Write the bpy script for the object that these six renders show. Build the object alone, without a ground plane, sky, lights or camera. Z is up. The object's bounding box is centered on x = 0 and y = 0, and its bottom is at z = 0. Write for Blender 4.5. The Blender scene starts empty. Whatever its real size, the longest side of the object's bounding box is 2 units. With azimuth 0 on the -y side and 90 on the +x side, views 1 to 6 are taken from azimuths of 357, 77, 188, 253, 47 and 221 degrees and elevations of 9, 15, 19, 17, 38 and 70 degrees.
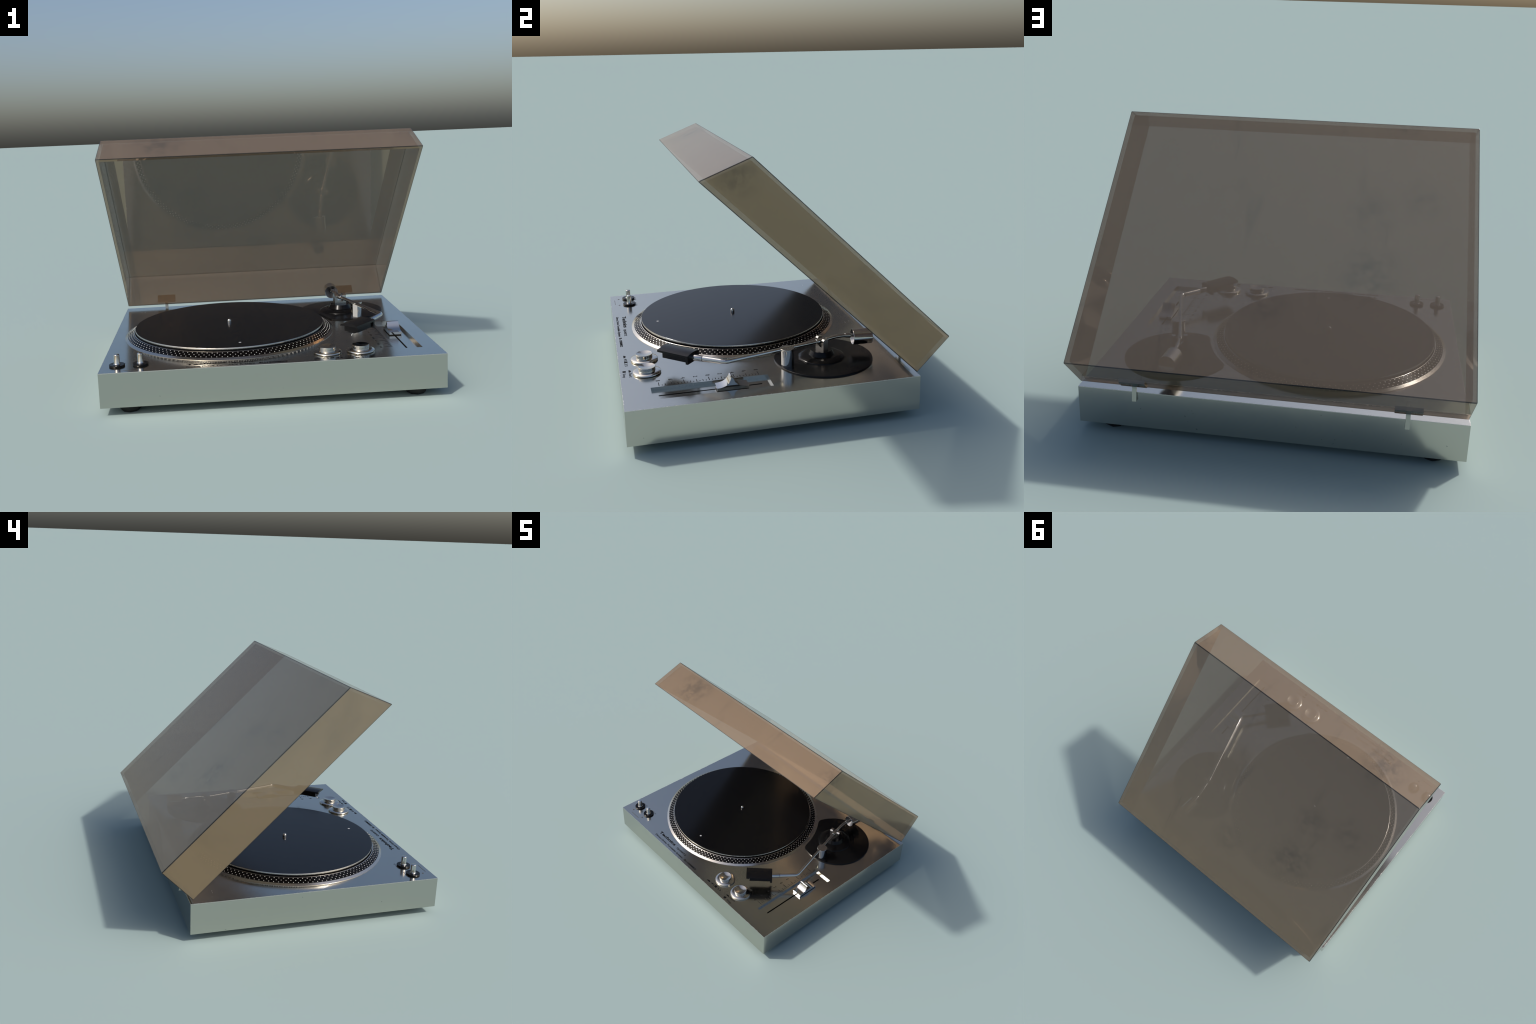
import bpy, bmesh, math, random
from math import sin, cos, pi, radians, tau
from mathutils import Vector, Matrix

random.seed(7)
COL = bpy.context.scene.collection

# ------------------------------------------------------------------ helpers
def link(o, parent=None):
    COL.objects.link(o)
    if parent is not None:
        o.parent = parent
    return o

def mesh_obj(name, bm, mat, parent, smooth=None):
    me = bpy.data.meshes.new(name)
    bmesh.ops.recalc_face_normals(bm, faces=bm.faces[:])
    bm.to_mesh(me)
    bm.free()
    o = bpy.data.objects.new(name, me)
    for m in (mat if isinstance(mat, (list, tuple)) else [mat]):
        me.materials.append(m)
    link(o, parent)
    if smooth is not None:
        me.polygons.foreach_set("use_smooth", [True] * len(me.polygons))
        me.set_sharp_from_angle(angle=radians(smooth))
    return o

def lathe(bm, prof, c=(0, 0), seg=64, mat=None, close_top=True, close_bot=True, phase=0.0):
    """surface of revolution about a vertical axis; prof = [(r, z), ...] from bottom to top"""
    rings = []
    for r, z in prof:
        if r < 1e-6:
            rings.append([bm.verts.new((c[0], c[1], z))])
        else:
            rings.append([bm.verts.new((c[0] + r * cos(phase + tau * i / seg), c[1] + r * sin(phase + tau * i / seg), z)) for i in range(seg)])
    fs = []
    for k, (a, b) in enumerate(zip(rings, rings[1:])):
        for i in range(seg):
            j = (i + 1) % seg
            if len(a) == 1:
                f = bm.faces.new((a[0], b[i], b[j]))
            elif len(b) == 1:
                f = bm.faces.new((a[i], a[j], b[0]))
            else:
                f = bm.faces.new((a[i], a[j], b[j], b[i]))
            if mat:
                f.material_index = mat[k]
            fs.append(f)
    if close_bot and len(rings[0]) > 1:
        bm.faces.new(rings[0][::-1])
    if close_top and len(rings[-1]) > 1:
        f = bm.faces.new(rings[-1])
        if mat:
            f.material_index = mat[-1]
    return rings

def box(bm, lo, hi, M=None):
    vs = [bm.verts.new(Vector((x, y, z))) for x in (lo[0], hi[0]) for y in (lo[1], hi[1]) for z in (lo[2], hi[2])]
    if M is not None:
        for v in vs:
            v.co = M @ v.co
    for q in ((0, 1, 3, 2), (4, 6, 7, 5), (0, 4, 5, 1), (2, 3, 7, 6), (0, 2, 6, 4), (1, 5, 7, 3)):
        bm.faces.new([vs[i] for i in q])
    return vs

def bevel(bm, w, seg=2, ang=30):
    es = [e for e in bm.edges if len(e.link_faces) == 2 and e.calc_face_angle(0) > radians(ang)]
    bmesh.ops.bevel(bm, geom=es, offset=w, segments=seg, profile=0.5, affect="EDGES", clamp_overlap=True)

def prism(bm, pts, z0, z1):
    lo = [bm.verts.new((x, y, z0)) for x, y in pts]
    hi = [bm.verts.new((x, y, z1)) for x, y in pts]
    n = len(pts)
    bm.faces.new(lo[::-1])
    bm.faces.new(hi)
    for i in range(n):
        bm.faces.new((lo[i], lo[(i + 1) % n], hi[(i + 1) % n], hi[i]))

def catmull(pts, per=10):
    P = [Vector(p) for p in pts]
    P = [2 * P[0] - P[1]] + P + [2 * P[-1] - P[-2]]
    out = []
    for i in range(1, len(P) - 2):
        p0, p1, p2, p3 = P[i - 1:i + 3]
        for k in range(per):
            t = k / per
            out.append(0.5 * ((2 * p1) + (p2 - p0) * t + (2 * p0 - 5 * p1 + 4 * p2 - p3) * t * t + (3 * p1 - p0 - 3 * p2 + p3) * t ** 3))
    out.append(P[-2])
    return out

def tube(bm, path, radii, seg=24, cap=True):
    path = [Vector(p) for p in path]
    if not isinstance(radii, (list, tuple)):
        radii = [radii] * len(path)
    rings = []
    for i, p in enumerate(path):
        t = (path[min(i + 1, len(path) - 1)] - path[max(i - 1, 0)]).normalized()
        s = t.cross(Vector((0, 0, 1))).normalized()
        u = s.cross(t)
        rings.append([bm.verts.new(p + radii[i] * (cos(tau * k / seg) * s + sin(tau * k / seg) * u)) for k in range(seg)])
    for a, b in zip(rings, rings[1:]):
        for k in range(seg):
            bm.faces.new((a[k], a[(k + 1) % seg], b[(k + 1) % seg], b[k]))
    if cap:
        bm.faces.new(rings[0][::-1])
        bm.faces.new(rings[-1])

def frame(origin, xdir, zdir=(0, 0, 1)):
    """matrix whose local x runs along xdir, local z near zdir"""
    x = Vector(xdir).normalized()
    y = Vector(zdir).cross(x).normalized()
    z = x.cross(y)
    M = Matrix((x, y, z)).transposed().to_4x4()
    M.translation = Vector(origin)
    return M

# ------------------------------------------------------------------ materials
class Nodes:
    def __init__(self, name):
        self.m = bpy.data.materials.new(name)
        self.m.use_nodes = True
        self.t = self.m.node_tree
        self.p = self.t.nodes["Principled BSDF"]
    def n(self, kind, **kw):
        x = self.t.nodes.new("ShaderNode" + kind)
        for k, v in kw.items():
            setattr(x, k, v)
        return x
    def l(self, a, b):
        self.t.links.new(a, b)
    def obj(self, scale=(1, 1, 1), loc=(0, 0, 0), rot=(0, 0, 0)):
        c = self.n("TexCoord")
        mp = self.n("Mapping")
        mp.inputs["Scale"].default_value = scale
        mp.inputs["Location"].default_value = loc
        mp.inputs["Rotation"].default_value = rot
        self.l(c.outputs["Object"], mp.inputs["Vector"])
        return mp.outputs["Vector"]
    def noise(self, vec, scale, detail=3, rough=0.5, dist=0.0):
        x = self.n("TexNoise")
        x.inputs["Scale"].default_value = scale
        x.inputs["Detail"].default_value = detail
        x.inputs["Roughness"].default_value = rough
        x.inputs["Distortion"].default_value = dist
        self.l(vec, x.inputs["Vector"])
        return x.outputs["Fac"]
    def ramp(self, fac, a, b, ca=0.0, cb=1.0):
        x = self.n("MapRange", clamp=True)
        x.interpolation_type = "SMOOTHSTEP"
        for k, v in zip(("From Min", "From Max", "To Min", "To Max"), (a, b, ca, cb)):
            x.inputs[k].default_value = v
        self.l(fac, x.inputs["Value"])
        return x.outputs["Result"]
    def math(self, op, a, b=None):
        x = self.n("Math", operation=op)
        for i, v in enumerate((a, b)):
            if v is None:
                continue
            if isinstance(v, (int, float)):
                x.inputs[i].default_value = v
            else:
                self.l(v, x.inputs[i])
        return x.outputs[0]
    def mix(self, fac, a, b):
        x = self.n("Mix", data_type="RGBA")
        if isinstance(fac, (int, float)):
            x.inputs[0].default_value = fac
        else:
            self.l(fac, x.inputs[0])
        for i, v in ((6, a), (7, b)):
            if isinstance(v, tuple):
                x.inputs[i].default_value = (*v, 1)
            else:
                self.l(v, x.inputs[i])
        return x.outputs[2]
    def set(self, **kw):
        for k, v in kw.items():
            s = self.p.inputs[k.replace("_", " ")]
            if isinstance(v, (int, float)):
                s.default_value = v
            elif isinstance(v, tuple):
                s.default_value = (*v, 1)
            else:
                self.l(v, s)
        return self

def simple(name, color, rough, metal=0.0, spec=0.5, var=0.0, vscale=6):
    N = Nodes(name)
    N.set(Base_Color=color, Roughness=rough, Metallic=metal, Specular_IOR_Level=spec)
    if var:
        v = N.noise(N.obj(), vscale, 2, 0.5)
        N.set(Roughness=N.ramp(v, 0.3, 0.7, max(0.02, rough - var), rough + var))
    return N.m

LX, WALL = 0.9925, 0.020
X_HALF, Y_FRONT, Y_BACK, Z_BOT, Z_TOP = 1.0, -0.9185, 0.743, 0.051, 0.256

def plinth_material():
    N = Nodes("satin_aluminium")
    vec = N.obj()
    sep = N.n("SeparateXYZ")
    N.l(vec, sep.inputs[0])
    X, Y, Z = sep.outputs
    # distance to the nearest vertical side, measured on the top face
    dx = N.math("SUBTRACT", X_HALF, N.math("ABSOLUTE", X))
    dy = N.math("SUBTRACT", (Y_BACK - Y_FRONT) / 2, N.math("ABSOLUTE", N.math("SUBTRACT", Y, (Y_BACK + Y_FRONT) / 2)))
    de = N.math("MINIMUM", dx, dy)
    ontop = N.math("GREATER_THAN", Z, Z_TOP - 0.004)
    # ragged worn rim along the top edges
    w1 = N.noise(vec, 55, 4, 0.65)
    w2 = N.noise(vec, 9, 3, 0.5)
    reach = N.math("MULTIPLY", N.ramp(w1, 0.42, 0.74, 0.0004, 0.0055), N.ramp(w2, 0.40, 0.62, 0.3, 1.1))
    wear = N.math("MULTIPLY", N.math("LESS_THAN", de, reach), ontop)
    # sparse pin-prick corrosion specks, thicker toward the back corners
    spk = N.noise(vec, 120, 2, 0.5)
    clus = N.noise(vec, 5.5, 3, 0.5)
    spots = N.math("MULTIPLY", ontop, N.math("MULTIPLY", N.ramp(spk, 0.69, 0.72), N.math("MULTIPLY", N.ramp(clus, 0.48, 0.62), N.ramp(Y, -0.6, 0.35, 0.05, 0.7))))
    worn = N.math("MAXIMUM", wear, N.math("MULTIPLY", spots, 0.55))
    # a few dark nicks on the sides
    nick = N.math("MULTIPLY", N.ramp(N.noise(vec, 60, 1, 0.4), 0.76, 0.80), N.ramp(N.noise(vec, 4.0, 2, 0.5), 0.50, 0.60))
    base = N.mix(worn, (0.565, 0.555, 0.50), (0.66, 0.64, 0.61))
    base = N.mix(N.math("MULTIPLY", nick, N.math("SUBTRACT", 1.0, ontop)), base, (0.27, 0.29, 0.27))
    fine = N.noise(vec, 260, 2, 0.5)
    rough = N.math("ADD", N.ramp(N.noise(vec, 7, 4, 0.6), 0.3, 0.7, 0.150, 0.185), N.math("MULTIPLY", worn, 0.25))
    bump = N.n("Bump")
    bump.inputs["Strength"].default_value = 0.035
    bump.inputs["Distance"].default_value = 0.002
    N.l(fine, bump.inputs["Height"])
    N.l(bump.outputs[0], N.p.inputs["Normal"])
    N.set(Base_Color=base, Roughness=rough, Metallic=1.0)
    return N.m

def acrylic_material():
    N = Nodes("smoked_acrylic")
    vec = N.obj()
    def blob(c, r):
        s = N.n("VectorMath", operation="DISTANCE")
        N.l(vec, s.inputs[0])
        s.inputs[1].default_value = c
        return N.ramp(s.outputs["Value"], 0.0, r, 0.85, 0.0)
    smear = N.noise(vec, 15, 6, 0.68, 0.15)
    marks = None
    for c, r, k in (((-0.62, -0.31, 1.50), 0.24, 1.0), ((0.99, -0.28, 1.46), 0.17, 1.0), ((-0.45, 0.48, 0.90), 0.25, 0.8),
                    ((-0.44, 0.22, 1.14), 0.20, 0.6), ((0.05, 0.62, 0.75), 0.18, 0.6), ((-0.70, 0.15, 1.22), 0.2, 0.5),
                    ((0.99, 0.42, 0.88), 0.12, 0.5), ((-0.99, -0.12, 1.24), 0.14, 0.5)):
        b = N.math("MULTIPLY", blob(c, r), k)
        marks = b if marks is None else N.math("MAXIMUM", marks, b)
    dirt = N.math("MULTIPLY", marks, N.ramp(smear, 0.34, 0.66))
    streak = N.noise(N.obj(scale=(1.0, 0.18, 0.18), rot=(0.4, 0.5, 0.3)), 7, 4, 0.55, 0.8)
    dirt = N.math("MAXIMUM", dirt, N.math("MULTIPLY", N.ramp(streak, 0.60, 0.74), 0.30))
    base = N.mix(N.math("MULTIPLY", dirt, 0.60), LID_COLOR, (0.09, 0.08, 0.068))
    N.set(Base_Color=base, Alpha=LID_ALPHA, Metallic=LID_METAL, IOR=1.5,
          Roughness=N.math("ADD", 0.025, N.math("MULTIPLY", dirt, 0.10)))
    return N.m

LID_COLOR, LID_ALPHA, LID_METAL = (0.390, 0.275, 0.170), 0.69, 0.64

M_PLINTH = plinth_material()
M_LID = acrylic_material()
M_LID_EDGE = simple("acrylic_edge_dark_reflection", (0.018, 0.019, 0.018), 0.25, 0.0, 0.35)  # bevels coloured near-black to draw the dark reflection line along lid edges
M_LID_EDGE.node_tree.nodes["Principled BSDF"].inputs["Alpha"].default_value = 0.80
M_CHROME = simple("polished_chrome", (0.60, 0.59, 0.57), 0.10, 1.0, var=0.015)
M_STEEL = simple("turned_aluminium", (0.60, 0.58, 0.53), 0.17, 1.0, var=0.02)
M_PLATTER = simple("platter_aluminium", (0.60, 0.57, 0.52), 0.20, 1.0, var=0.02)
M_STROBE = simple("strobe_black", (0.0025, 0.0022, 0.0022), 0.13, 0.0, 0.16)
M_DOT = simple("strobe_dot_white", (0.74, 0.72, 0.68), 0.42, 0.75)
M_MAT = simple("slipmat_black", (0.0025, 0.0024, 0.0026), 0.20, 0.0, 0.28)
M_BLACK = simple("black_plastic", (0.004, 0.004, 0.0043), 0.24, 0.0, 0.22)
M_SHELL = simple("black_shell", (0.004, 0.004, 0.0045), 0.27, 0.0, 0.26)
M_RUBBER = simple("black_rubber", (0.012, 0.012, 0.012), 0.55, 0.0, 0.3)
M_INK = simple("printed_ink", (0.004, 0.004, 0.0045), 0.5, 0.0, 0.08)
M_FADED = simple("faded_ink", (0.011, 0.010, 0.010), 0.5, 0.0, 0.10)
M_INK_PALE = simple("printed_ink_pale", (0.075, 0.07, 0.065), 0.45, 0.3, 0.3)
M_SLOT = simple("slot_dark", (0.010, 0.009, 0.007), 0.6, 0.0, 0.2)
M_STYLUS = simple("stylus_white", (0.75, 0.73, 0.70), 0.4)

# ------------------------------------------------------------------ root
root = bpy.data.objects.new("turntable", None)
root["label"] = "silver record turntable with open smoked acrylic dust cover"
root["category"] = "record player"
link(root)

# ------------------------------------------------------------------ plinth with pitch recess
def recess_grid():
    """box with a stepped rectangular well: rebuilt as a grid of faces, no boolean needed"""
    bm = bmesh.new()
    RX0, RX1, RY0, RY1, RZ = 0.7415, 0.899, -0.7606, -0.0915, 0.238
    SX0, SX1, SY0, SY1, SZ = 0.8130, 0.8245, -0.7235, -0.1395, 0.222
    xs = [-X_HALF, RX0, SX0, SX1, RX1, X_HALF]
    ys = [Y_FRONT, RY0, SY0, SY1, RY1, Y_BACK]
    def level(i, j):
        x, y = (xs[i] + xs[i + 1]) / 2, (ys[j] + ys[j + 1]) / 2
        if SX0 < x < SX1 and SY0 < y < SY1:
            return SZ
        if RX0 < x < RX1 and RY0 < y < RY1:
            return RZ
        return Z_TOP
    cache = {}
    def V(x, y, z):
        k = (round(x, 5), round(y, 5), round(z, 5))
        if k not in cache:
            cache[k] = bm.verts.new(k)
        return cache[k]
    n = 5
    for i in range(n):
        for j in range(n):
            z = level(i, j)
            f = bm.faces.new([V(xs[i], ys[j], z), V(xs[i + 1], ys[j], z), V(xs[i + 1], ys[j + 1], z), V(xs[i], ys[j + 1], z)])
            if z == SZ:
                f.material_index = 1
            bm.faces.new([V(xs[i], ys[j], Z_BOT), V(xs[i], ys[j + 1], Z_BOT), V(xs[i + 1], ys[j + 1], Z_BOT), V(xs[i + 1], ys[j], Z_BOT)])
            if i + 1 < n and level(i + 1, j) != z:
                w = level(i + 1, j)
                f = bm.faces.new([V(xs[i + 1], ys[j], z), V(xs[i + 1], ys[j], w), V(xs[i + 1], ys[j + 1], w), V(xs[i + 1], ys[j + 1], z)])
                f.material_index = 1 if SZ in (z, w) else 0
            if j + 1 < n and level(i, j + 1) != z:
                w = level(i, j + 1)
                f = bm.faces.new([V(xs[i], ys[j + 1], z), V(xs[i + 1], ys[j + 1], z), V(xs[i + 1], ys[j + 1], w), V(xs[i], ys[j + 1], w)])
                f.material_index = 1 if SZ in (z, w) else 0
        bm.faces.new([V(xs[i], Y_FRONT, Z_BOT), V(xs[i + 1], Y_FRONT, Z_BOT), V(xs[i + 1], Y_FRONT, Z_TOP), V(xs[i], Y_FRONT, Z_TOP)])
        bm.faces.new([V(xs[i], Y_BACK, Z_BOT), V(xs[i], Y_BACK, Z_TOP), V(xs[i + 1], Y_BACK, Z_TOP), V(xs[i + 1], Y_BACK, Z_BOT)])
        bm.faces.new([V(-X_HALF, ys[i], Z_BOT), V(-X_HALF, ys[i], Z_TOP), V(-X_HALF, ys[i + 1], Z_TOP), V(-X_HALF, ys[i + 1], Z_BOT)])
        bm.faces.new([V(X_HALF, ys[i], Z_BOT), V(X_HALF, ys[i + 1], Z_BOT), V(X_HALF, ys[i + 1], Z_TOP), V(X_HALF, ys[i], Z_TOP)])
    return bm
bm = recess_grid()
bm.normal_update()
plinth = mesh_obj("plinth", bm, [M_PLINTH, M_SLOT], root)

# feet: squat eight-sided rubber pucks, chamfered at the bottom
foot_mesh = None
for sx in (-1, 1):
    for y in (-0.812, 0.640):
        if foot_mesh is None:
            bm = bmesh.new()
            lathe(bm, [(0.050, 0.0), (0.066, 0.016), (0.070, 0.030), (0.070, 0.0515)], seg=8, phase=radians(90))
            o = mesh_obj("foot", bm, M_RUBBER, root)
            foot_mesh = o.data
        else:
            o = link(bpy.data.objects.new("foot", foot_mesh), root)
        o.location = (sx * 0.841, y, 0)

# ------------------------------------------------------------------ platter
PC = (-0.2326, -0.1073)
DOT_LO, DOT_HI = (0.6765, 0.2675), (0.6345, 0.2895)
bm = bmesh.new()
SEG = 64
lathe(bm, [(0.6935, 0.2555), (0.6940, 0.2580), (DOT_LO[0], DOT_LO[1])], PC, SEG, close_bot=False, close_top=False)
lathe(bm, [(0.6345, 0.2895), (0.6320, 0.2912), (0.6285, 0.2905)], PC, SEG, close_bot=False, close_top=False)
lathe(bm, [(0.6215, 0.3002), (0.6258, 0.3008), (0.6264, 0.3030), (0.6262, 0.3085), (0.6248, 0.3108), (0.6200, 0.3114), (0.60, 0.3100)], PC, SEG, close_bot=False, close_top=False)
platter = mesh_obj("platter", bm, M_PLATTER, root, 50)
platter_parts = platter
bm = bmesh.new()
lathe(bm, [DOT_LO, DOT_HI], PC, SEG, close_bot=False, close_top=False)
lathe(bm, [(0.6285, 0.2905), (0.6180, 0.2895), (0.6170, 0.3000), (0.6225, 0.3002)], PC, SEG, close_bot=False, close_top=False)
band = mesh_obj("strobe_band", bm, M_STROBE, platter, 50)
# strobe dots: three staggered rows set into the band
bm = bmesh.new()
nrm2 = Vector((DOT_LO[1] - DOT_HI[1], DOT_HI[0] - DOT_LO[0])).normalized()   # (r, z)
if nrm2.y < 0:
    nrm2 = -nrm2
NDOT = 132
for row, t in enumerate((0.17, 0.50, 0.83)):
    r = DOT_LO[0] + (DOT_HI[0] - DOT_LO[0]) * t
    z = DOT_LO[1] + (DOT_HI[1] - DOT_LO[1]) * t
    for k in range(NDOT):
        a = tau * (k + 0.5 * row) / NDOT
        # keep on the faceted cone: pull in by the facet sagitta
        seg_a = tau / SEG
        off = (a % seg_a) - seg_a / 2
        rf = r * cos(seg_a / 2) / cos(off)
        rad, tan = Vector((cos(a), sin(a), 0)), Vector((-sin(a), cos(a), 0))
        nn = rad * nrm2.x + Vector((0, 0, nrm2.y))
        up = tan.cross(nn)
        c = Vector((PC[0], PC[1], 0)) + rad * rf + Vector((0, 0, z))
        R = 0.0033
        lo = [bm.verts.new(c - nn * 0.0004 + R * (cos(tau * i / 8) * tan + sin(tau * i / 8) * up)) for i in range(8)]
        hi = [bm.verts.new(c + nn * 0.0009 + R * 0.8 * (cos(tau * i / 8) * tan + sin(tau * i / 8) * up)) for i in range(8)]
        bm.faces.new(hi)
        for i in range(8):
            bm.faces.new((lo[i], lo[(i + 1) % 8], hi[(i + 1) % 8], hi[i]))
dots = mesh_obj("strobe_dot", bm, M_DOT, platter)
dots["kind"] = "stuff"
bm = bmesh.new()
lathe(bm, [(0.6243, 0.3098), (0.6243, 0.3116), (0.6234, 0.3122)], PC, 128, close_bot=False)
mat = mesh_obj("slipmat", bm, M_MAT, platter)
bm = bmesh.new()
lathe(bm, [(0.0082, 0.3112), (0.0082, 0.3124), (0.0070, 0.3128)], (-0.184, -0.6295), 20)
mesh_obj("position_dot", bm, simple("dot_grey", (0.42, 0.42, 0.43), 0.4), platter)
bm = bmesh.new()
lathe(bm, [(0.0140, 0.3110), (0.0138, 0.3230), (0.0130, 0.3285), (0.0105, 0.3335), (0.0065, 0.3368), (0.0, 0.3380)], PC, 32, close_bot=False)
mesh_obj("spindle", bm, M_CHROME, platter, 60)

# ------------------------------------------------------------------ push buttons
btn = None
for x in (0.326, 0.5245):
    if btn is None:
        bm = bmesh.new()
        lathe(bm, [(0.0780, 0.0), (0.0815, 0.0025), (0.0830, 0.0070), (0.0815, 0.0110), (0.0770, 0.0135), (0.0650, 0.0160), (0.0505, 0.0175), (0.0500, 0.0190)], seg=64, close_bot=False, close_top=False)
        b_ring = mesh_obj("button_collar", bm, M_STEEL, None, 35)
        bm = bmesh.new()
        lathe(bm, [(0.0500, 0.0150), (0.0500, 0.0395), (0.0490, 0.0405), (0.0475, 0.0400), (0.025, 0.0345), (0.0, 0.0300)], seg=64, close_bot=False)
        b_cap = mesh_obj("push_button", bm, M_STEEL, None, 35)
        btn = (b_ring, b_cap)
        pair = btn
    else:
        pair = (bpy.data.objects.new("button_collar", btn[0].data), bpy.data.objects.new("push_button", btn[1].data))
        for o in pair:
            link(o)
    pair[0].parent = root
    pair[0].location = (x, -0.762, Z_TOP)
    pair[1].parent = pair[0]

# ------------------------------------------------------------------ corner posts
post = None
for x in (-0.9065, -0.7707):
    if post is None:
        bm = bmesh.new()
        lathe(bm, [(0.0450, 0.0), (0.0460, 0.0015), (0.0460, 0.0095), (0.0445, 0.0110), (0.022, 0.0112)], seg=48, close_bot=False)
        a = mesh_obj("post_base", bm, M_BLACK, None, 40)
        bm = bmesh.new()
        lathe(bm, [(0.0215, 0.0105), (0.0215, 0.0125), (0.0185, 0.0150), (0.0170, 0.0180), (0.0170, 0.0660), (0.0160, 0.0690), (0.0135, 0.0705), (0.0, 0.0708)], seg=32, close_bot=False)
        b = mesh_obj("post_pin", bm, M_CHROME, None, 45)
        post = (a, b)
        pair = post
    else:
        pair = tuple(link(bpy.data.objects.new(n, m.data)) for n, m in zip(("post_base", "post_pin"), post))
    pair[0].parent = root
    pair[0].location = (x, -0.7848, Z_TOP)
    pair[1].parent = pair[0]

# ------------------------------------------------------------------ printed legends
def flat_text(s, x0, x1, y_base, cap, mat=M_INK, bold=0.0, shear=0.0, name="lettering", parent=None, rot=0.0):
    cu = bpy.data.curves.new("tmp_text", "FONT")
    cu.body, cu.size, cu.offset, cu.shear, cu.extrude = s, 1.0, bold, shear, 0.02
    cu.resolution_u = 3
    tmp = link(bpy.data.objects.new("tmp_text", cu))
    dg = bpy.context.evaluated_depsgraph_get()
    me = bpy.data.meshes.new_from_object(tmp.evaluated_get(dg))
    bpy.data.objects.remove(tmp)
    bpy.data.curves.remove(cu)
    xs = [v.co.x for v in me.vertices]
    ys = [v.co.y for v in me.vertices]
    cap_h = 0.729
    w = max(xs) - min(xs)
    fx = (x1 - x0) / w if x1 is not None else cap / cap_h
    fy = cap / cap_h
    mx = min(xs)
    for v in me.vertices:
        v.co = ((v.co.x - mx) * fx, v.co.y * fy, v.co.z * 0.02)
    me.materials.clear()
    me.materials.append(mat)
    o = link(bpy.data.objects.new(name, me), parent or plinth)
    o.location = (x0, y_base, Z_TOP + 0.0002)
    o.rotation_euler = (0, 0, rot)
    return o

flat_text("Technics", -0.505, -0.277, -0.8530, 0.0265, bold=0.034, name="brand_lettering")
flat_text("QUARTZ", -0.243, -0.112, -0.8560, 0.0165, bold=0.026, name="lettering")
flat_text("Direct Drive Turntable System", -0.506, -0.111, -0.8950, 0.0165, bold=0.020, name="lettering")
flat_text("SL-1200MK2", -0.088, 0.077, -0.8930, 0.0165, bold=0.034, name="lettering")
flat_text("45", 0.279, 0.318, -0.8830, 0.0195, name="lettering")
flat_text("33", 0.360, 0.399, -0.8830, 0.0195, name="lettering")
flat_text("Start", 0.506, 0.568, -0.8660, 0.0185, name="lettering")
flat_text("Stop", 0.506, 0.564, -0.9010, 0.0185, name="lettering")

def slab(name, pts, mat, parent=plinth, h=0.0006):
    bm = bmesh.new()
    prism(bm, pts, Z_TOP - 0.001, Z_TOP + h)
    return mesh_obj(name, bm, mat, parent)
def rect(x0, y0, x1, y1):
    return [(x0, y0), (x1, y0), (x1, y1), (x0, y1)]
slab("symbol", [(0.230, -0.884), (0.268, -0.884), (0.268, -0.880), (0.260, -0.872), (0.249, -0.869), (0.238, -0.872), (0.230, -0.880)], M_INK)
slab("symbol", rect(0.326, -0.884, 0.348, -0.864), M_INK)
slab("symbol", rect(0.322, -0.884, 0.352, -0.880), M_INK, h=0.0004)
slab("symbol", [(0.464, -0.866), (0.497, -0.866), (0.497, -0.862), (0.490, -0.855), (0.4805, -0.852), (0.471, -0.855), (0.464, -0.862)], M_INK)
slab("symbol", rect(0.469, -0.901, 0.491, -0.882), M_INK)
# faint marks round the corner posts
slab("mark", rect(-0.890, -0.8895, -0.787, -0.8865), M_INK_PALE)
for x in (-0.9085, -0.7700):
    slab("mark", [(x + 0.0068 * cos(tau * i / 12), -0.8580 + 0.0068 * sin(tau * i / 12)) for i in range(12)], M_INK_PALE)
def arc_mark(cx, cy, r, a0, a1, w):
    n = 10
    pts = [(cx + (r + w / 2) * cos(radians(a0 + (a1 - a0) * i / n)), cy + (r + w / 2) * sin(radians(a0 + (a1 - a0) * i / n))) for i in range(n + 1)]
    pts += [(cx + (r - w / 2) * cos(radians(a1 + (a0 - a1) * i / n)), cy + (r - w / 2) * sin(radians(a1 + (a0 - a1) * i / n))) for i in range(n + 1)]
    return slab("mark", pts, M_INK_PALE)
for x in (-0.9065, -0.7707):
    arc_mark(x, -0.7848, 0.0545, 48, 118, 0.0022)
    slab("mark", rect(x + 0.031, -0.739, x + 0.0335, -0.727), M_INK_PALE)
    slab("mark", rect(x + 0.040, -0.739, x + 0.044, -0.735), M_INK_PALE)

# ------------------------------------------------------------------ pitch control
# scale: nine numerals, 65 graduation ticks
Y_ZERO, STEP = -0.426, 0.01785
ticks = None
scale_root = None
for k in range(-16, 17):
    y = Y_ZERO + k * STEP
    if k % 8 == 0:
        x0, w = 0.684, 0.0042
    elif k % 4 == 0:
        x0, w = 0.698, 0.0040
    elif k % 2 == 0:
        x0, w = 0.707, 0.0036
    else:
        x0, w = 0.716, 0.0036
    slab("scale_tick", rect(x0, y - w / 2, 0.7275, y + w / 2), M_FADED)
for k, s in zip(range(-4, 5), "864202468"):
    flat_text(s, 0.651, 0.664, Y_ZERO + k * 4 * STEP - 0.013, 0.026, mat=M_FADED, name="numeral")

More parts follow.
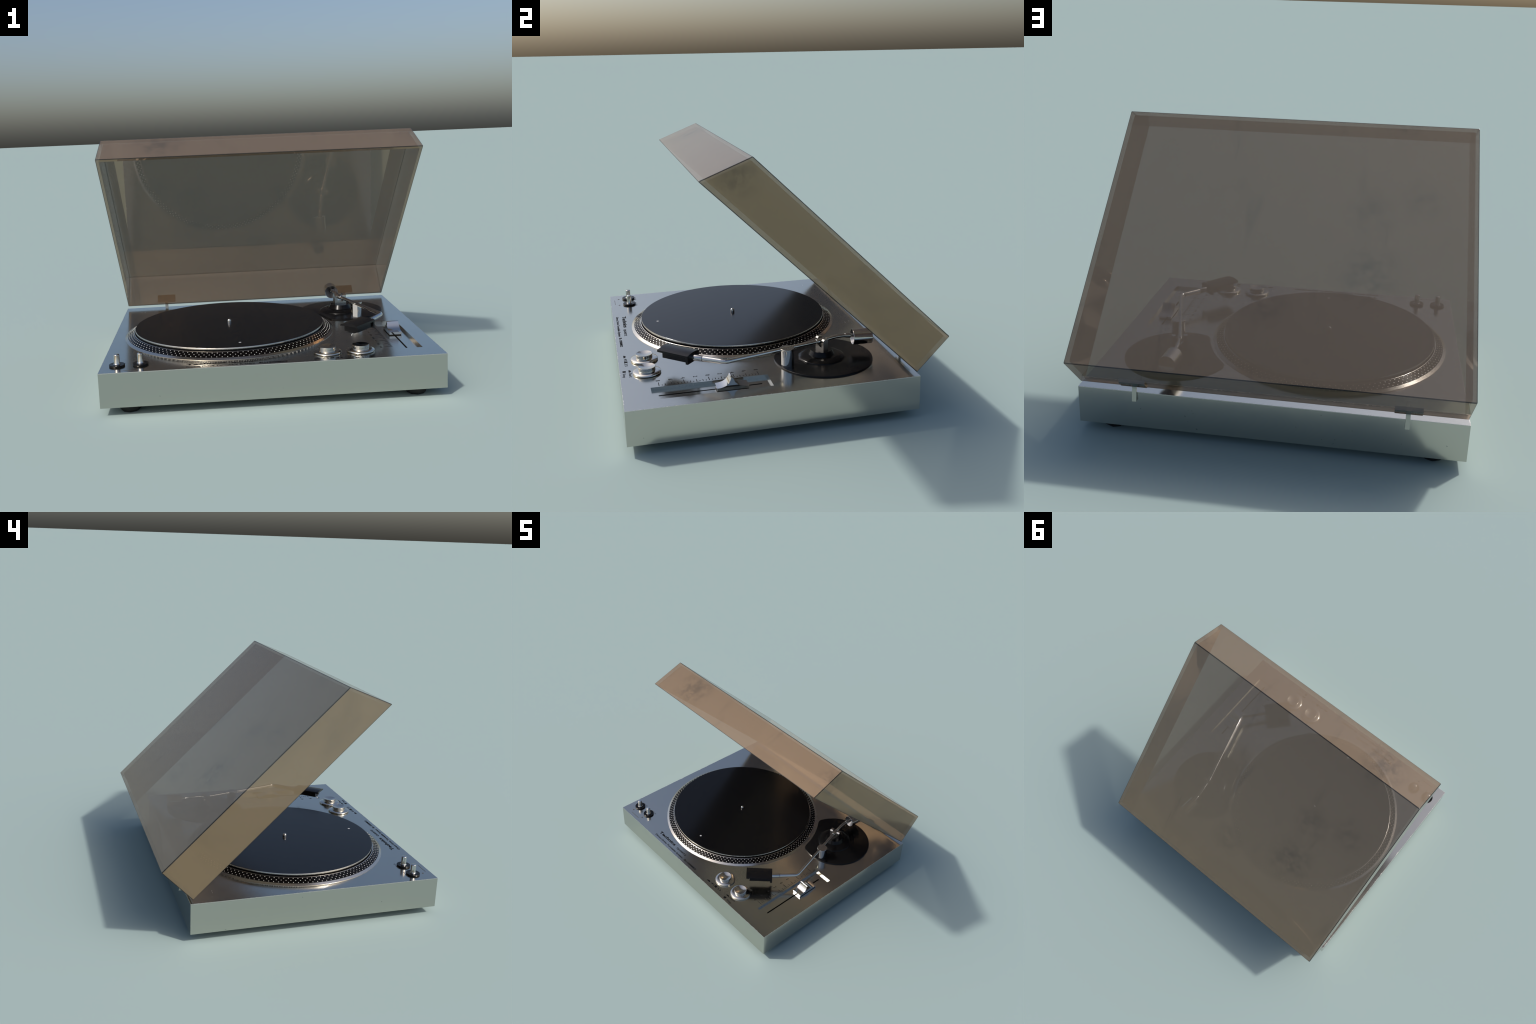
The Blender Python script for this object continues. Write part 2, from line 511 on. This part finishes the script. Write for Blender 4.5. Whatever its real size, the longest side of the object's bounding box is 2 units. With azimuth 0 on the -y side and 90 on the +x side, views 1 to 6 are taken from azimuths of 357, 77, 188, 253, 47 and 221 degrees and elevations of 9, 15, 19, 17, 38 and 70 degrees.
# slider: low block with two hollow flanks rising to a thin ridge
bm = bmesh.new()
SX0, SX1 = 0.7845, 0.8640
prof = [(-0.405, 0.2440), (-0.405, 0.2600), (-0.388, 0.2610), (-0.372, 0.2640), (-0.358, 0.2690), (-0.346, 0.2765), (-0.336, 0.2870), (-0.329, 0.3000), (-0.3250, 0.3105),
        (-0.3220, 0.3125), (-0.3170, 0.3125), (-0.3145, 0.3105), (-0.303, 0.2870), (-0.290, 0.2740), (-0.275, 0.2655), (-0.258, 0.2605), (-0.240, 0.2575), (-0.2235, 0.2560), (-0.2235, 0.2440)]
L = [bm.verts.new((SX0 + (0.003 if z > 0.29 else 0), y, z)) for y, z in prof]
R = [bm.verts.new((SX1 - (0.003 if z > 0.29 else 0), y, z)) for y, z in prof]
for i in range(len(prof)):
    j = (i + 1) % len(prof)
    bm.faces.new((L[i], L[j], R[j], R[i]))
bm.faces.new(L[::-1])
bm.faces.new(R)
slider = mesh_obj("pitch_slider", bm, M_CHROME, root, 35)
bm = bmesh.new()
box(bm, (SX0 + 0.003, -0.402, 0.2375), (SX1 - 0.003, -0.2265, 0.2442))  # dark box modelled for the shadow line beneath the slider
mesh_obj("slider_gap_shadow", bm, M_SLOT, slider)

# ------------------------------------------------------------------ tonearm
# base plate: disc notched by the sweep of the platter
TC, TR, CLR = Vector((0.592, 0.292)), 0.298, 0.713
def plate_outline(n=160):
    out = []
    pc = Vector(PC)
    for i in range(n):
        a = tau * i / n
        d = Vector((cos(a), sin(a)))
        # distance along d to clearance circle around the platter
        m = TC - pc
        b, c = m.dot(d), m.dot(m) - CLR * CLR
        disc = b * b - c
        r = TR
        if disc > 0 and -b - math.sqrt(disc) > 0:
            rc = -b - math.sqrt(disc)
            k = 0.012                                     # smooth minimum rounds the two horns
            h = max(0.0, min(1.0, 0.5 + 0.5 * (rc - TR) / k))
            r = rc * (1 - h) + TR * h - k * h * (1 - h)
        out.append((a, r))
    # soften the horns further
    for _ in range(3):
        rs = [r for _, r in out]
        out = [(a, 0.25 * rs[i - 1] + 0.5 * rs[i] + 0.25 * rs[(i + 1) % n]) for i, (a, _) in enumerate(out)]
    return out
bm = bmesh.new()
outl = plate_outline()
rings = []
for inset, z in ((0.0, 0.2555), (0.0, 0.2615), (0.0025, 0.2640), (0.006, 0.2645)):
    rings.append([bm.verts.new((TC.x + (r - inset) * cos(a), TC.y + (r - inset) * sin(a), z)) for a, r in outl])
for a, b in zip(rings, rings[1:]):
    for i in range(len(a)):
        j = (i + 1) % len(a)
        bm.faces.new((a[i], a[j], b[j], b[i]))
bm.faces.new(rings[-1])
tonearm = mesh_obj("tonearm_base", bm, M_BLACK, root, 35)

PV = Vector((0.583, 0.282, 0.0))
bm = bmesh.new()
lathe(bm, [(0.148, 0.2640), (0.1475, 0.2665), (0.140, 0.2720), (0.124, 0.2785), (0.104, 0.2825), (0.084, 0.2835)], PV[:2], 12, close_bot=False, phase=radians(8))
dome = mesh_obj("pivot_dome", bm, M_BLACK, tonearm, 60)
bm = bmesh.new()
lathe(bm, [(0.0815, 0.2825), (0.0655, 0.3100), (0.0, 0.3104)], PV[:2], 32, close_bot=False)
mesh_obj("pivot_cone", bm, M_BLACK, tonearm, 30)

# arm tube
bend = Vector((0.750, -0.333, 0.3650))
head_end = Vector((0.6150, -0.4990, 0.3580))
pivot = Vector((0.5810, 0.2820, 0.3610))
arm_dir = (pivot - bend).normalized()
hd_dir = (head_end - bend).normalized()
pts = [bend + (head_end - bend) * 0.725]
for t in (0.045, 0.020):
    pts.append(bend + hd_dir * t)
pts.append(bend + (hd_dir + arm_dir) * 0.006)
for t in (0.020, 0.045):
    pts.append(bend + arm_dir * t)
pts += [bend.lerp(pivot, 0.3), bend.lerp(pivot, 0.62), pivot]
pts += [Vector((0.574, 0.325, 0.3665)), Vector((0.567, 0.365, 0.3705)), Vector((0.561, 0.410, 0.3715)), Vector((0.559, 0.450, 0.3695))]
path = catmull(pts, 8)
bm = bmesh.new()
head = [i for i in range(len(path)) if (path[i] - bend).length < 0.012][0]
rad = []
for i, p in enumerate(path):
    if i <= head:
        rad.append(0.0132 + 0.0040 * (1 - i / head))
    else:
        rad.append(0.0132 - 0.0016 * min(1.0, (p - bend).length / 0.35))
tube(bm, path, rad, 24)
arm = mesh_obj("arm_tube", bm, M_CHROME, tonearm, 40)
# head collar and lock ring
bm = bmesh.new()
tube(bm, [head_end - hd_dir * 0.066, head_end - hd_dir * 0.064, head_end + hd_dir * 0.006], [0.0165, 0.0176, 0.0184], 28)
mesh_obj("head_collar", bm, M_CHROME, tonearm, 40)
bm = bmesh.new()
rp = head_end - hd_dir * 0.066
tube(bm, [rp - hd_dir * 0.0014, rp + hd_dir * 0.0014], 0.0177, 28)
mesh_obj("lock_ring", bm, M_BLACK, tonearm, 40)
# rear stub in the counterweight
bm = bmesh.new()
tube(bm, [(0.560, 0.438, 0.3705), (0.559, 0.441, 0.3700), (0.5590, 0.535, 0.3620)], [0.0120, 0.0142, 0.0142], 28)
mesh_obj("rear_collar", bm, M_CHROME, tonearm, 40)
# pivot block on the arm
bm = bmesh.new()
tube(bm, [pivot - arm_dir * 0.036, pivot - arm_dir * 0.034, pivot - arm_dir * 0.022, pivot - arm_dir * 0.018, pivot + arm_dir * 0.022, pivot + arm_dir * 0.030], [0.0120, 0.0150, 0.0150, 0.0165, 0.0165, 0.0122], 28)
mesh_obj("pivot_sleeve", bm, M_CHROME, tonearm, 40)

# yoke: U-shaped fork around the pivot, with bearing pins
Y = frame((0.5835, 0.284, 0.0), arm_dir)           # local x along the arm, y across
bm = bmesh.new()
uz = [(-0.0440, 0.3075), (0.0440, 0.3075), (0.0440, 0.3500), (0.0225, 0.3500), (0.0225, 0.3400), (0.0, 0.3280), (-0.0225, 0.3270), (-0.0225, 0.3500), (-0.0440, 0.3500)]
A = [bm.verts.new(Y @ Vector((-0.016, y, z))) for y, z in uz]
B = [bm.verts.new(Y @ Vector((0.016, y, z))) for y, z in uz]
for i in range(len(uz)):
    j = (i + 1) % len(uz)
    bm.faces.new((A[i], A[j], B[j], B[i]))
bm.faces.new(A[::-1])
bm.faces.new(B)
for s0, s1 in ((-0.0445, -0.0220), (0.0220, 0.0445)):
    cut = [(-0.0165, 0.3495), (-0.0165, 0.3725), (-0.0080, 0.3820), (0.0165, 0.3820), (0.0165, 0.3495)]
    A = [bm.verts.new(Y @ Vector((x, s0, z))) for x, z in cut]
    B = [bm.verts.new(Y @ Vector((x, s1, z))) for x, z in cut]
    for i in range(5):
        j = (i + 1) % 5
        bm.faces.new((A[i], A[j], B[j], B[i]))
    bm.faces.new(A[::-1])
    bm.faces.new(B)
mesh_obj("pivot_yoke", bm, M_STEEL, tonearm)
bm = bmesh.new()
zp = 0.361
tube(bm, [Y @ Vector((0, -0.030, zp)), Y @ Vector((0, 0.030, zp))], 0.0085, 20)
mesh_obj("bearing_pin", bm, M_CHROME, tonearm, 40)

# counterweight: drum with a dished front face
W0, W1 = Vector((0.5565, 0.489, 0.3552)), Vector((0.5650, 0.607, 0.3550))
Wm = frame(W0, W1 - W0)
bm = bmesh.new()
wl = (W1 - W0).length
prof = [(0.0142, 0.040), (0.020, 0.033), (0.030, 0.020), (0.040, 0.008), (0.0455, 0.001), (0.0470, 0.0), (0.0480, 0.0012), (0.0480, wl - 0.002), (0.0465, wl), (0.0, wl)]
seg = 48
rings = []
for r, x in prof:
    rings.append([bm.verts.new(Wm @ Vector((x, r * cos(tau * i / seg), r * sin(tau * i / seg)))) for i in range(seg)] if r > 0 else [bm.verts.new(Wm @ Vector((x, 0, 0)))])
for a, b in zip(rings, rings[1:]):
    for i in range(seg):
        j = (i + 1) % seg
        f = bm.faces.new((a[i], a[j], b[j], b[i]) if len(b) > 1 else (a[i], a[j], b[0]))
        f.material_index = 1 if a in rings[:4] else 0
bm.faces.new(rings[0][::-1])
mesh_obj("counterweight", bm, [M_CHROME, simple("weight_face_grey", (0.36, 0.36, 0.37), 0.40, 1.0)], tonearm, 35)

# arm rest pillar: drop-shaped column under a round cap
bm = bmesh.new()
col = [(0.6600, 0.0135), (0.6780, 0.0205), (0.6910, 0.0330), (0.6965, 0.0500), (0.6930, 0.0690), (0.6810, 0.0840), (0.6620, 0.0905), (0.6420, 0.0870), (0.6255, 0.0745), (0.6175, 0.0560), (0.6190, 0.0380), (0.6300, 0.0240)]
prism(bm, col, 0.2630, 0.3625)
rest = mesh_obj("arm_rest", bm, M_CHROME, tonearm, 32)
bm = bmesh.new()
lathe(bm, [(0.0395, 0.3600), (0.0425, 0.3625), (0.0425, 0.3690), (0.0410, 0.3705)], (0.655, 0.0495), 40)
# the cap carries a shallow arm groove, so it stays just under the tube
mesh_obj("arm_rest_cap", bm, M_STEEL, tonearm, 35)

# headshell: cambered plate, tail flange, cartridge body below
hx = Vector((-0.673, -0.740, 0.0)).normalized()
hc = Vector((0.6180, -0.4990, 0.0))
H = frame(hc, hx)                                   # local x toward the nose
bm = bmesh.new()
def camber(y):
    return 0.3915 - 0.0075 * (y / 0.0585) ** 2
rows = []
for x, dz in ((0.0, 0.0), (0.213, 0.003)):
    top = [H @ Vector((x, y, camber(y) + dz)) for y in [(-0.0585 + 0.117 * i / 12) for i in range(13)]]
    bot = [H @ Vector((x, y, 0.3720 + 0.004 * (abs(y) < 0.05) + dz)) for y in [(0.0585 - 0.117 * i / 12) for i in range(13)]]
    rows.append([bm.verts.new(p) for p in top + bot])
for i in range(len(rows[0])):
    j = (i + 1) % len(rows[0])
    bm.faces.new((rows[0][i], rows[0][j], rows[1][j], rows[1][i]))
bm.faces.new(rows[0][::-1])
bm.faces.new(rows[1])
shell = mesh_obj("headshell", bm, M_SHELL, tonearm, 28)
bm = bmesh.new()
box(bm, (-0.0004, -0.0570, 0.3330), (0.0150, 0.0570, 0.3770), H)
bevel(bm, 0.0015, 1)
mesh_obj("headshell_tail", bm, M_SHELL, shell)
bm = bmesh.new()
box(bm, (0.0140, -0.0470, 0.3400), (0.1850, 0.0470, 0.3780), H)
bevel(bm, 0.002, 1)
cart = mesh_obj("cartridge", bm, M_BLACK, shell)
bm = bmesh.new()
box(bm, (0.1500, -0.0200, 0.3330), (0.1840, 0.0260, 0.3410), H)
mesh_obj("stylus_guard", bm, M_BLACK, shell)
bm = bmesh.new()
tube(bm, [H @ Vector((0.160, 0.004, 0.336)), H @ Vector((0.186, 0.004, 0.322))], [0.0022, 0.0016], 10)
tube(bm, [H @ Vector((0.184, 0.004, 0.3245)), H @ Vector((0.187, 0.004, 0.3165))], [0.0024, 0.0012], 10)
mesh_obj("stylus", bm, M_STYLUS, shell, 40)

# ------------------------------------------------------------------ dust cover
LX, WALL = 0.9925, 0.020
OUT = [Vector((0.7250, 0.2760)), Vector((0.9170, 0.4730)), Vector((-0.2005, 1.5500)), Vector((-0.4815, 1.4385))]   # (y, z): rear rim, rear top, front top, front rim
def cross2(a, b):
    return a.x * b.y - a.y * b.x
def meet(p, d, q, e):
    return p + d * (cross2(q - p, e) / cross2(d, e))
walls = []
cen = sum(OUT, Vector((0, 0))) / 4
for a, b in zip(OUT, OUT[1:]):
    d = (b - a).normalized()
    n = Vector((-d.y, d.x))
    if n.dot(cen - a) < 0:
        n = -n
    walls.append((a + n * WALL, d))
rim_d = (OUT[3] - OUT[0]).normalized()
INN = [meet(*walls[0], OUT[0], rim_d), meet(*walls[0], *walls[1]), meet(*walls[1], *walls[2]), meet(*walls[2], OUT[0], rim_d)]
bm = bmesh.new()
ov = {s: [bm.verts.new((s * LX, p.x, p.y)) for p in OUT] for s in (-1, 1)}
iv = {s: [bm.verts.new((s * (LX - WALL), p.x, p.y)) for p in INN] for s in (-1, 1)}
for i in range(3):
    bm.faces.new((ov[-1][i], ov[-1][i + 1], ov[1][i + 1], ov[1][i]))
    bm.faces.new((iv[-1][i], iv[1][i], iv[1][i + 1], iv[-1][i + 1]))
for s in (-1, 1):
    bm.faces.new(ov[s])
    bm.faces.new(iv[s])
    bm.faces.new((ov[s][0], ov[s][3], iv[s][3], iv[s][0]))
bm.faces.new((ov[-1][0], ov[1][0], iv[1][0], iv[-1][0]))
bm.faces.new((ov[-1][3], ov[1][3], iv[1][3], iv[-1][3]))
bmesh.ops.recalc_face_normals(bm, faces=bm.faces[:])
outer = [e for e in bm.edges if all(v in ov[-1] + ov[1] for v in e.verts)]
done = bmesh.ops.bevel(bm, geom=outer, offset=0.0050, segments=2, profile=0.5, affect="EDGES")
for f in done["faces"]:
    f.material_index = 1
lid = mesh_obj("dust_cover", bm, [M_LID, M_LID_EDGE], root)

# hinges: leaf on the rear wall of the cover, strap down the back of the plinth
M_STRAP = simple("hinge_metal_dimmed", (0.42, 0.42, 0.39), 0.22, 1.0)  # base colour lowered to the half-lit ground reflection seen on the strap
wd = (OUT[1] - OUT[0]).normalized()
wn = Vector((wd.y, -wd.x))                          # outward (back and down)
for x in (-0.6975, 0.6945):
    bm = bmesh.new()
    def P(t, n):
        q = OUT[0] + wd * t + wn * n
        return q
    q = [P(0.026, -0.010), P(0.084, -0.010), P(0.084, 0.010), P(0.026, 0.010)]
    a = [bm.verts.new((x - 0.0685, p.x, p.y)) for p in q]
    b = [bm.verts.new((x + 0.0685, p.x, p.y)) for p in q]
    for i in range(4):
        bm.faces.new((a[i], a[(i + 1) % 4], b[(i + 1) % 4], b[i]))
    bm.faces.new(a[::-1])
    bm.faces.new(b)
    bevel(bm, 0.001, 1)
    leaf = mesh_obj("hinge", bm, M_STEEL, root)
    bm = bmesh.new()
    # strap leans out slightly toward its foot
    side = [(0.7425, 0.2070), (0.7425, 0.2990), (0.7490, 0.2990), (0.7490, 0.2780), (0.7585, 0.2075)]
    a = [bm.verts.new((x - 0.0115, y, z)) for y, z in side]
    b = [bm.verts.new((x + 0.0115, y, z)) for y, z in side]
    for i in range(len(side)):
        j = (i + 1) % len(side)
        bm.faces.new((a[i], a[j], b[j], b[i]))
    bm.faces.new(a[::-1])
    bm.faces.new(b)
    mesh_obj("hinge_strap", bm, M_STRAP, leaf)

for o in bpy.data.objects:
    if o.parent is None and o is not root:
        o.parent = root
